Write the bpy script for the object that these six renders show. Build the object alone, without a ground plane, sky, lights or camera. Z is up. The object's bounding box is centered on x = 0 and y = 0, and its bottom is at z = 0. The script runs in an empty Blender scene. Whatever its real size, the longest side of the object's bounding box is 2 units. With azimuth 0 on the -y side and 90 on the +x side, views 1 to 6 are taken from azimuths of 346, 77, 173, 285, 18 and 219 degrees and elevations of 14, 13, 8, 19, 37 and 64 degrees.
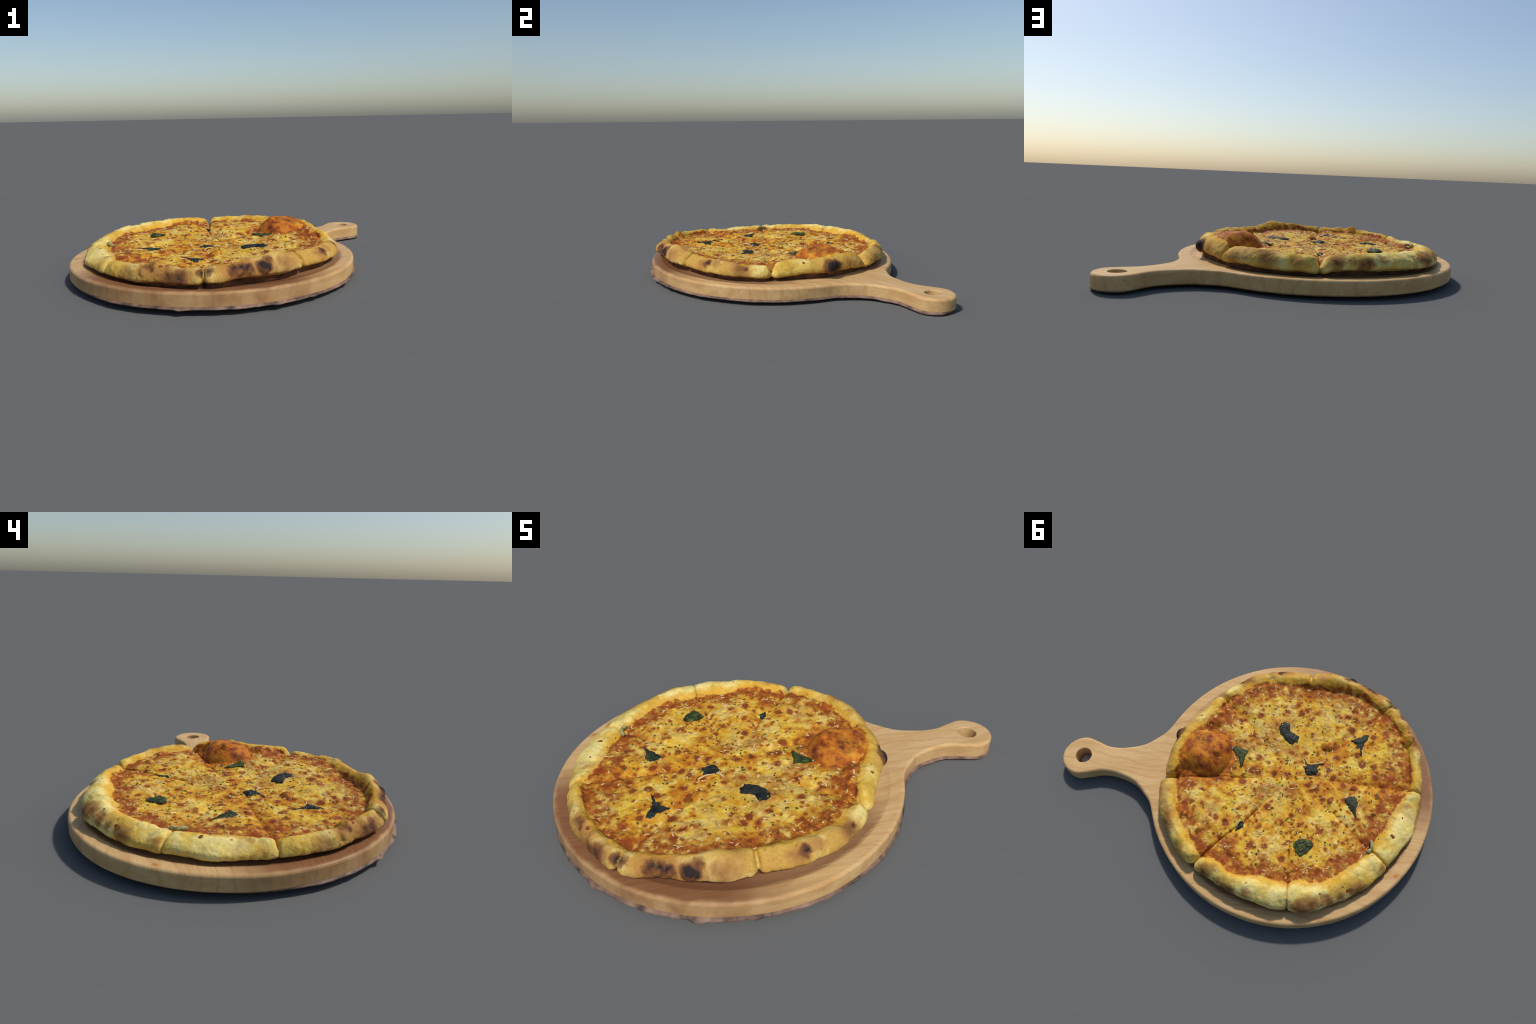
import bpy, math
import numpy as np
from mathutils import Vector, Matrix
from mathutils.bvhtree import BVHTree
from mathutils.geometry import delaunay_2d_cdt

rng = np.random.default_rng(7)
rad = math.radians

# ------------------------------------------------------------------ helpers
def hash3(ix, iy, iz, seed):
    h = (ix * 374761393 + iy * 668265263 + iz * 2147483647 + seed * 974711) & 0xFFFFFFFF
    h = ((h ^ (h >> 13)) * 1274126177) & 0xFFFFFFFF
    h = ((h ^ (h >> 16)) * 2246822519) & 0xFFFFFFFF
    return ((h ^ (h >> 15)) & 0xFFFFFF) / float(0xFFFFFF)

def vnoise(p, scale, seed=0):
    """Smooth value noise in -1..1 for an array of points."""
    q = np.asarray(p) * scale + 50.0
    i = np.floor(q).astype(np.int64)
    f = q - i
    f = f * f * f * (f * (f * 6 - 15) + 10)
    out = 0.0
    for dx in (0, 1):
        for dy in (0, 1):
            for dz in (0, 1):
                w = (f[:, 0] if dx else 1 - f[:, 0]) * (f[:, 1] if dy else 1 - f[:, 1]) * (f[:, 2] if dz else 1 - f[:, 2])
                out = out + w * hash3(i[:, 0] + dx, i[:, 1] + dy, i[:, 2] + dz, seed)
    return out * 2 - 1

def fbm(p, scale, octaves=4, seed=0, gain=0.5):
    s = 0; a = 1.0; t = 0
    for o in range(octaves):
        s = s + a * vnoise(p, scale * 2 ** o, seed + 17 * o); t += a; a *= gain
    return s / t

def cells(p, scale, seed=0):
    """Distance to the nearest jittered cell point (2D), and a per-cell random."""
    q = np.asarray(p)[:, :2] * scale + 50.0
    i = np.floor(q).astype(np.int64)
    best = np.full(len(q), 9.0); rnd = np.zeros(len(q))
    zero = np.zeros(len(q), np.int64)
    for dx in (-1, 0, 1):
        for dy in (-1, 0, 1):
            cx, cy = i[:, 0] + dx, i[:, 1] + dy
            px = cx + hash3(cx, cy, zero, seed); py = cy + hash3(cx, cy, zero + 5, seed)
            d = np.hypot(q[:, 0] - px, q[:, 1] - py)
            m = d < best
            best[m] = d[m]; rnd[m] = hash3(cx, cy, zero + 9, seed)[m]
    return best, rnd

def smooth(x, a, b):
    t = np.clip((x - a) / (b - a), 0, 1)
    return t * t * (3 - 2 * t)

def wrap(a):
    return (a + 180.0) % 360.0 - 180.0

def periodic(table, theta, sigma=2.0):
    """Smoothed periodic interpolation of (angle, value) control points."""
    t = np.array(sorted(table)); g = np.arange(0, 360, 0.25) - 180
    v = np.interp(g, np.r_[t[:, 0] - 360, t[:, 0], t[:, 0] + 360], np.tile(t[:, 1], 3))
    k = np.exp(-0.5 * (wrap(g) / sigma) ** 2); k /= k.sum()
    v = np.real(np.fft.ifft(np.fft.fft(v) * np.fft.fft(np.fft.ifftshift(k))))
    return np.interp(wrap(theta), np.r_[g, 180.0], np.r_[v, v[0]])

def make_mesh(name, verts, faces, normals=None, material=None, smooth_shade=True):
    me = bpy.data.meshes.new(name)
    verts = np.asarray(verts, float)
    if isinstance(faces, np.ndarray):
        faces = [tuple(int(k) for k in f) for f in faces]
    me.from_pydata(verts.tolist(), [], faces)
    me.update()
    me.polygons.foreach_set("use_smooth", [smooth_shade] * len(me.polygons))
    if normals is not None:
        me.normals_split_custom_set_from_vertices([tuple(n) for n in np.asarray(normals)])
    if material:
        me.materials.append(material)
    return me

def add_object(name, data, parent=None, loc=(0, 0, 0)):
    o = bpy.data.objects.new(name, data)
    bpy.context.scene.collection.objects.link(o)
    o.location = loc
    if parent:
        o.parent = parent
    return o

# ------------------------------------------------------------------ node helper
class Nodes:
    def __init__(self, name):
        self.mat = bpy.data.materials.new(name)
        self.mat.use_nodes = True
        self.t = self.mat.node_tree
        self.t.nodes.clear()
        self.out = self.t.nodes.new("ShaderNodeOutputMaterial")
        self.bsdf = self.t.nodes.new("ShaderNodeBsdfPrincipled")
        self.t.links.new(self.bsdf.outputs[0], self.out.inputs[0])
        self.coord = self.t.nodes.new("ShaderNodeTexCoord").outputs["Object"]

    def put(self, sock, v):
        if isinstance(v, bpy.types.NodeSocket):
            self.t.links.new(v, sock)
        elif v is not None:
            if sock.type == "RGBA" and not isinstance(v, (int, float)) and len(v) == 3:
                v = (*v, 1)
            sock.default_value = v

    def math(self, op, a, b=None, c=None, clamp=False):
        n = self.t.nodes.new("ShaderNodeMath"); n.operation = op; n.use_clamp = clamp
        for s, v in zip(n.inputs, (a, b, c)):
            self.put(s, v)
        return n.outputs[0]

    def vec(self, op, a, b=None):
        n = self.t.nodes.new("ShaderNodeVectorMath"); n.operation = op
        self.put(n.inputs[0], a)
        if op == "SCALE":
            self.put(n.inputs["Scale"], b)
        elif b is not None:
            self.put(n.inputs[1], b)
        return n.outputs["Value"] if op in ("DISTANCE", "LENGTH", "DOT_PRODUCT") else n.outputs[0]

    def sep(self, v):
        n = self.t.nodes.new("ShaderNodeSeparateXYZ"); self.put(n.inputs[0], v); return n.outputs

    def comb(self, x, y, z):
        n = self.t.nodes.new("ShaderNodeCombineXYZ")
        for s, v in zip(n.inputs, (x, y, z)):
            self.put(s, v)
        return n.outputs[0]

    def mapping(self, v, scale=(1, 1, 1), rot=(0, 0, 0), loc=(0, 0, 0)):
        n = self.t.nodes.new("ShaderNodeMapping")
        self.put(n.inputs["Vector"], v)
        n.inputs["Scale"].default_value = scale; n.inputs["Rotation"].default_value = rot; n.inputs["Location"].default_value = loc
        return n.outputs[0]

    def noise(self, v, scale, detail=3, rough=0.55, distort=0.0, color=False):
        n = self.t.nodes.new("ShaderNodeTexNoise")
        self.put(n.inputs["Vector"], v)
        n.inputs["Scale"].default_value = scale; n.inputs["Detail"].default_value = detail
        n.inputs["Roughness"].default_value = rough; n.inputs["Distortion"].default_value = distort
        return n.outputs["Color" if color else "Fac"]

    def voronoi(self, v, scale, feature="F1", out="Distance", rand=1.0):
        n = self.t.nodes.new("ShaderNodeTexVoronoi"); n.feature = feature
        self.put(n.inputs["Vector"], v)
        n.inputs["Scale"].default_value = scale; n.inputs["Randomness"].default_value = rand
        return n.outputs[out]

    def step(self, v, a, b, lo=0.0, hi=1.0):
        n = self.t.nodes.new("ShaderNodeMapRange"); n.interpolation_type = "SMOOTHSTEP"
        self.put(n.inputs["Value"], v); self.put(n.inputs["From Min"], a); self.put(n.inputs["From Max"], b)
        n.inputs["To Min"].default_value = lo; n.inputs["To Max"].default_value = hi
        return n.outputs[0]

    def mix(self, f, a, b, mode="MIX"):
        n = self.t.nodes.new("ShaderNodeMix"); n.data_type = "RGBA"; n.blend_type = mode; n.clamp_factor = True
        self.put(n.inputs[0], f); self.put(n.inputs[6], a); self.put(n.inputs[7], b)
        return n.outputs[2]

    def ramp(self, f, stops, interp="LINEAR"):
        n = self.t.nodes.new("ShaderNodeValToRGB"); e = n.color_ramp.elements; n.color_ramp.interpolation = interp
        while len(e) < len(stops):
            e.new(0.5)
        for el, (p, c) in zip(e, stops):
            el.position = p; el.color = (*c, 1)
        self.put(n.inputs[0], f)
        return n.outputs[0]

    def curve(self, x, pts):
        n = self.t.nodes.new("ShaderNodeFloatCurve"); cm = n.mapping; cu = cm.curves[0]
        for i, (a, b) in enumerate(pts):
            if i < 2:
                cu.points[i].location = (a, b)
            else:
                cu.points.new(a, b)
        cm.update()
        self.put(n.inputs["Value"], x)
        return n.outputs[0]

    def bump(self, h, strength=0.3, dist=0.01, normal=None):
        n = self.t.nodes.new("ShaderNodeBump")
        n.inputs["Strength"].default_value = strength; n.inputs["Distance"].default_value = dist
        self.put(n.inputs["Height"], h)
        if normal:
            self.put(n.inputs["Normal"], normal)
        return n.outputs[0]

    def blobs(self, p, spots, soft=0.55):
        """Union of soft round patches: (x, y, z, radius, strength)."""
        acc = None
        for x, y, z, r, s in spots:
            d = self.vec("DISTANCE", p, (x, y, z))
            m = self.step(d, r, r * (1 - soft) * 0.6, 0.0, s)
            acc = m if acc is None else self.math("MAXIMUM", acc, m)
        return acc

    def finish(self, color, rough=0.5, normal=None, **kw):
        self.put(self.bsdf.inputs["Base Color"], color)
        self.put(self.bsdf.inputs["Roughness"], rough)
        if normal:
            self.put(self.bsdf.inputs["Normal"], normal)
        for k, v in kw.items():
            self.put(self.bsdf.inputs[k.replace("_", " ")], v)
        return self.mat

# =================================================================== the frame
BOARD_C = np.array([-0.186, 0.011])     # centre of the round plate
HANDLE_ANGLE = rad(31.4)
PIZZA_C = np.array([-0.193, -0.006])
PIZZA_Z = 0.10
TILT_X, TILT_Y, BOARD_TOP = -0.006, -0.009, 0.1035

def board_top(x, y):
    return BOARD_TOP + TILT_X * (x - BOARD_C[0]) + TILT_Y * (y - BOARD_C[1])

# =================================================================== pizza body
# angle (degrees, round the pizza's centre) -> value
OUTER = [(-175, .724), (-169, .731), (-163, .719), (-149, .732), (-141, .740), (-133, .753), (-121, .768), (-111, .790), (-102, .806),
         (-98, .800), (-88, .766), (-80, .761), (-70, .760), (-59, .738), (-47, .741), (-37, .738), (-25, .738), (-14, .720), (0, .699),
         (11, .712), (16, .735), (21, .728), (34, .741), (38.5, .742), (42, .769), (47, .775), (54, .775), (66, .768), (75, .776),
         (83, .770), (89, .762), (99, .737), (110, .743), (119, .759), (126, .753), (132, .762), (147, .740), (157, .732), (173, .718)]
INNER = [(-177, .570), (-169, .577), (-156, .592), (-147, .645), (-133, .659), (-121, .672), (-112, .680), (-98, .678), (-83, .650),
         (-71, .618), (-61, .608), (-48, .612), (-35, .630), (-21, .632), (-12, .635), (-5, .610), (5, .600), (14, .590), (24, .590), (32, .605), (38, .640),
         (42, .661), (53, .668), (62, .678), (74, .670), (80, .682), (91, .642), (99, .648), (111, .608), (125, .612), (130, .595),
         (141, .622), (153, .603), (169, .587)]
# where the sauce colour stops: it climbs further up the bubble than the rim does
COLOUR_EDGE = [p for p in INNER if not 3 < p[0] < 40] + [(5, .605), (14, .625), (24, .655), (32, .665), (38, .662)]
RIDGE = [(-176, .187), (-159, .182), (-148, .190), (-145, .194), (-126, .206), (-121, .218), (-114, .203), (-108, .205), (-102, .212),
         (-98, .205), (-84, .230), (-72, .243), (-62, .223), (-49, .205), (-40, .206), (-25, .190), (-13, .200), (-4, .212), (7, .208),
         (14, .214), (20, .224), (27, .228), (34, .222), (39, .212), (42, .200), (51, .208), (64, .204), (78, .198), (89, .203), (103, .210), (119, .210), (127, .194),
         (132, .205), (139, .197), (152, .195), (160, .192), (172, .190)]
LOWER = [(-170, .112), (-140, .119), (-125, .123), (-113, .125), (-106, .123), (-98, .135), (-88, .137), (-77, .132), (-62, .132),
         (-41, .126), (-26, .124), (-12, .113), (2, .126), (16, .128), (26, .128), (40, .113), (52, .122), (67, .108), (82, .106),
         (96, .119), (115, .117), (137, .114), (147, .106), (163, .108), (175, .108)]
# the eight cuts: angle, width of the gap, drop, pull inwards, groove depth in the topping
CUTS = [(125.6, .0050, .022, .016, .009), (172.6, .0060, .018, .012, .005), (-148.3, .0055, .022, .014, .004), (-102.4, .0080, .022, .030, .001),
        (-60.0, .0090, .022, .020, .001), (-12.1, .0170, .046, .026, .002), (40.2, .0110, .050, .030, .007), (82.6, .0130, .052, .030, .014)]
TOP_Z = 0.163

# angular samples, closer together at the cuts, with one sample exactly on each
g = np.linspace(-180, 180, 20001)
dens = 1.0 + sum(3.0 * np.exp(-(wrap(g - c[0]) / 1.6) ** 2) for c in CUTS)
cum = np.r_[0, np.cumsum((dens[1:] + dens[:-1]) / 2)]
NT = 1440
theta = np.interp(np.arange(NT) / NT * cum[-1], cum, g)
cut_index = []
for c in CUTS:
    k = int(np.argmin(np.abs(wrap(theta - c[0])))); theta[k] = c[0]; cut_index.append(k)
TH = np.radians(theta)

R_out = periodic(OUTER, theta, 1.2); R_in = periodic(INNER, theta, 1.6)
R_out -= .022 * np.clip(np.cos(np.radians(theta + 82)), 0, 1)     # the tall front crust leans inwards
R_in -= .012 * np.clip(np.cos(np.radians(theta + 65)), 0, 1)
Z_ridge = periodic(RIDGE, theta, 1.6); Z_low = periodic(LOWER, theta, 2.0)
cosT, sinT = np.cos(TH), np.sin(TH)

# every slice swells towards its middle and sinks towards the cuts and the centre
sorted_cuts = np.sort([c[0] for c in CUTS])
def topping_level(th, r):
    k = np.searchsorted(sorted_cuts, wrap(th)) % 8
    hi = sorted_cuts[k]; lo = sorted_cuts[k - 1]
    ph = ((wrap(th) - lo) % 360) / ((hi - lo) % 360)
    swell = np.sin(np.pi * np.clip(ph, 0, 1)) ** .8
    return TOP_Z + (.017 + .009 * np.cos(np.radians(th + 20))) * smooth(r, .12, .62) * (.28 + .72 * swell)
M1, SEG = 150, 10
def bt_local(x, y):
    return board_top(x + PIZZA_C[0], y + PIZZA_C[1])

w = R_out - R_in; h = Z_ridge - Z_low
zb = bt_local(.62 * cosT, .62 * sinT) + 0.0015
zb_g = bt_local(.93 * R_out * cosT, .93 * R_out * sinT) - 0.003
Z_edge = np.minimum(topping_level(theta, R_in), Z_ridge - .006)
ctrl = [(R_in - .05, Z_edge), (R_in, Z_edge + .001), (R_in + .20 * w, Z_ridge - .36 * (Z_ridge - Z_edge)), (R_in + .44 * w, Z_ridge),
        (R_in + .75 * w, Z_ridge - .18 * h), (R_out - .007, Z_low + .52 * h), (R_out - .006, Z_low + .22 * h), (.957 * R_out, np.maximum(Z_low, zb_g + .006) + .003),
        (.938 * R_out, zb_g), (0 * w + .60, zb), (0 * w + .35, bt_local(.35 * cosT, .35 * sinT) + .0015)]
C = np.array([np.stack(k, -1) for k in ctrl])            # (K, NT, 2)
prof = []; upw = []
up_c = [1, 1, 1, 1, .75, .25, 0, 0, 0, 0, 0]
for k in range(1, len(C) - 1):
    n = SEG if k < len(C) - 3 else 6
    for s in range(n):
        t = s / n
        p0, p1, p2 = C[k - 1], C[k], C[k + 1]
        p3 = C[min(k + 2, len(C) - 1)]
        d1 = np.linalg.norm(p1 - p0, axis=1)[:, None] ** .5 + 1e-6; d2 = np.linalg.norm(p2 - p1, axis=1)[:, None] ** .5 + 1e-6
        d3 = np.linalg.norm(p3 - p2, axis=1)[:, None] ** .5 + 1e-6
        m1 = d2 * ((p1 - p0) / d1 - (p2 - p0) / (d1 + d2) + (p2 - p1) / d2)
        m2 = d2 * ((p2 - p1) / d2 - (p3 - p1) / (d2 + d3) + (p3 - p2) / d3)
        tt = t * t; t3 = tt * t
        prof.append((2 * t3 - 3 * tt + 1) * p1 + (t3 - 2 * tt + t) * m1 + (-2 * t3 + 3 * tt) * p2 + (t3 - tt) * m2)
        upw.append(up_c[k] * (1 - t) + up_c[k + 1] * t)
prof.append(C[-1]); upw.append(0)
prof = np.array(prof); M2 = len(prof)                    # crust + underside rings
RIM_ROWS = SEG * 6 - 1                                       # rows that belong to the crust

frac = (np.arange(1, M1) / M1) ** 0.92
rr = np.concatenate([frac[:, None] * R_in[None, :], prof[:, :, 0]])
zz = np.concatenate([np.stack([topping_level(theta, f * R_in) for f in frac]) * (1 - smooth(frac, .93, 1))[:, None] + (Z_edge + .001)[None, :] * smooth(frac, .93, 1)[:, None], prof[:, :, 1]])
up = np.concatenate([np.ones(M1 - 1), np.array(upw)])
ROWS = rr.shape[0]
crust_w = np.concatenate([np.zeros(M1 - 1), np.clip(np.arange(M2) / 8.0, 0, 1)])     # 0 topping, 1 crust
base_row = np.concatenate([np.zeros(M1 - 1), smooth(np.arange(M2), SEG * 7 - 8, SEG * 7 + 4)])

flat = lambda a: np.broadcast_to(a, (ROWS, NT)).reshape(-1).copy()
r_ = rr.reshape(-1); z_ = zz.reshape(-1); th_ = flat(theta[None, :])
up_ = flat(up[:, None]); cw_ = flat(crust_w[:, None]); bw_ = flat(base_row[:, None])
x_ = r_ * np.cos(np.radians(th_)); y_ = r_ * np.sin(np.radians(th_))
P2 = np.stack([x_, y_, np.zeros_like(x_)], 1)

# --- topping relief: soft swells, melted blisters, the step at some cuts
top_amt = (1 - cw_) * (1 - .0 * r_)
relief = .0050 * fbm(P2, 5.0, 3, 3) + .0035 * fbm(P2, 16.0, 3, 5)
d, q = cells(P2 + .006 * np.stack([vnoise(P2, 40, 61), vnoise(P2, 40, 62), 0 * x_], 1), 21.0, 11)
relief += .0055 * smooth(d, .62, .15) * smooth(q, .35, .9)
d, q = cells(P2, 42.0, 12)
relief += .0030 * smooth(d, .60, .1) * smooth(q, .4, .9)
relief += .0012 * fbm(P2, 70.0, 2, 21)
z_ += relief * top_amt + (.35 * relief) * cw_ * up_

def lump(cx, cy, ru, rv, height, ang=0.0, sharp=2.0, power=1.0):
    u = (x_ - cx) * math.cos(ang) + (y_ - cy) * math.sin(ang)
    v = -(x_ - cx) * math.sin(ang) + (y_ - cy) * math.cos(ang)
    rho = np.sqrt((u / ru) ** 2 + (v / rv) ** 2)
    return height * np.clip(1 - rho ** sharp, 0, 1) ** power

# --- the big baked bubble beside the crust, with its knob
a26 = rad(26)
u = (x_ - .447) * math.cos(a26) + (y_ - .216) * math.sin(a26)
v = -(x_ - .447) * math.sin(a26) + (y_ - .216) * math.cos(a26)
wob = 1 + .10 * vnoise(P2, 9, 31)
rho = np.sqrt((np.where(u > 0, u / .235, u / .125)) ** 2 + (np.where(v > 0, v / .122, v / .165)) ** 2) * wob
dome = .103 * np.clip(1 - rho ** 2.3, 0, 1) ** .62
z_ = np.maximum(z_, np.where(dome > 0, TOP_Z + dome * (.9 + .1 * vnoise(P2, 14, 33)), -1) * up_ + (1 - up_) * -1)
for args in [(.401, .195, .024, .022, .022, 0, 2.2, .6), (.53, .345, .022, .022, .020, 0, 2, .8),
             (-.03, -.273, .042, .032, .020, .6, 2.2, .7), (.585, .02, .060, .075, .022, 0, 2, 1), (.60, -.045, .04, .045, .014, 0, 2, 1),
             (-.20, -.62, .05, .06, .012, 0, 2, 1), (-.36, -.575, .036, .034, .020, 0, 2.2, .7), (.15, .51, .05, .04, .010, 0, 2, 1),
             (-.30, .46, .05, .04, .008, 0, 2, 1), (.33, .56, .03, .04, .016, .9, 2, 1), (.20, .58, .03, .03, .012, 0, 2, 1), (-.02, .56, .045, .03, .012, 0, 2, 1)]:
    z_ += lump(*args) * up_

# --- cuts
pull = np.zeros_like(r_); drop = np.zeros_like(r_)
for (ca, cwid, cdrop, cpull, cgroove) in CUTS:
    dd = np.abs(wrap(th_ - ca)) * np.pi / 180 * r_
    gsh = np.exp(-(dd / cwid) ** 1.6); gw = np.exp(-(dd / (cwid * 3.2)) ** 2)
    body = (1 - bw_) * cw_
    drop += (gsh * cdrop + gw * cdrop * .22) * body * np.clip(up_ * 1.1, 0, 1)
    pull += (gsh * cpull + gw * cpull * .22) * body * (1 - .75 * up_)
    drop += .0065 * np.exp(-(dd / .026) ** 2) * (1 - cw_) * smooth(r_, .03, .2)
    drop += np.exp(-(dd / .0065) ** 1.5) * cgroove * (1 - cw_) * smooth(r_, .10, .34) * (.65 + .35 * vnoise(P2, 9, 40))
# at two cuts one slice lies a little higher than its neighbour
for ca, amp in ((82.6, -.007), (125.6, .004), (40.2, .006)):
    s = wrap(th_ - ca) * np.pi / 180 * r_
    z_ += amp * np.sign(s) * np.exp(-(np.abs(s) / .05)) * (1 - cw_) * smooth(r_, .15, .4) * .5
z_ -= drop
r_ -= pull
x_ = r_ * np.cos(np.radians(th_)); y_ = r_ * np.sin(np.radians(th_))
# gentle sideways wander so that cuts and rims are not drafted
P2 = np.stack([x_, y_, z_ * 0.5], 1)
ww = smooth(r_, .02, .2)
x_ = x_ + .009 * vnoise(P2, 5.5, 51) * ww; y_ = y_ + .009 * vnoise(P2, 5.5, 52) * ww

top_c = np.array([[0, 0, TOP_Z]]); bot_c = np.array([[0, 0, float(bt_local(0, 0)) + .0015]])
V = np.concatenate([np.stack([x_, y_, z_], 1), top_c, bot_c]); V[:, 2] -= PIZZA_Z
IT, IB = len(V) - 2, len(V) - 1
V[IT, 2] = V[:NT, 2].mean()

ii, jj = np.meshgrid(np.arange(ROWS - 1), np.arange(NT), indexing="ij")
jn = (jj + 1) % NT
quads = np.stack([ii * NT + jj, (ii + 1) * NT + jj, (ii + 1) * NT + jn, ii * NT + jn], -1)   # (ROWS-1, NT, 4)
fan_top = np.stack([np.full(NT, IT), np.arange(NT), (np.arange(NT) + 1) % NT], 1)
lastr = (ROWS - 1) * NT
fan_bot = np.stack([np.full(NT, IB), lastr + (np.arange(NT) + 1) % NT, lastr + np.arange(NT)], 1)

def vertex_normals(V):
    n = np.zeros_like(V)
    Q = quads.reshape(-1, 4)
    fn = np.cross(V[Q[:, 2]] - V[Q[:, 0]], V[Q[:, 3]] - V[Q[:, 1]])
    for k in range(4):
        for a in range(3):
            n[:, a] += np.bincount(Q[:, k], fn[:, a], len(V))
    for F in (fan_top, fan_bot):
        fn = np.cross(V[F[:, 1]] - V[F[:, 0]], V[F[:, 2]] - V[F[:, 0]])
        for k in range(3):
            for a in range(3):
                n[:, a] += np.bincount(F[:, k], fn[:, a], len(V))
    return n / (np.linalg.norm(n, axis=1)[:, None] + 1e-12)

# --- crust lumps pushed out along the surface, and charred blisters
Nn = vertex_normals(V)
cwv = np.r_[cw_ * (1 - bw_), 0, 0]
disp = (.0085 * fbm(V, 11.0, 3, 71) + .0034 * fbm(V, 30.0, 3, 73) + .0006 * fbm(V, 150.0, 2, 75)) * cwv
BLISTERS = [(.120, -.712, .085, .032, .016), (.000, -.735, .080, .022, .008), (.045, -.722, .080, .020, .007), (.681, .215, .062, .040, .020),
            (-.300, -.665, .100, .040, .010), (.520, -.440, .085, .035, .012), (.30, -.63, .075, .03, .006), (-.42, -.60, .085, .03, .008),
            (-.62, -.15, .09, .05, .008), (-.60, .20, .09, .05, .008), (-.40, .55, .09, .06, .008)]
for bx, by, bz, br, bh in BLISTERS:
    dd = np.linalg.norm(V - np.array([bx, by, bz]), axis=1)
    disp += bh * np.clip(1 - (dd / br) ** 2, 0, 1) ** 1.2 * np.r_[cw_ * (1 - bw_), 0, 0]
V += Nn * disp[:, None]
# nothing sinks into the board
bl = bt_local(V[:, 0], V[:, 1]) - .004 - PIZZA_Z
V[:, 2] = np.maximum(V[:, 2], bl)
Nn = vertex_normals(V)
BODY_V, BODY_N = V, Nn

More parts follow.
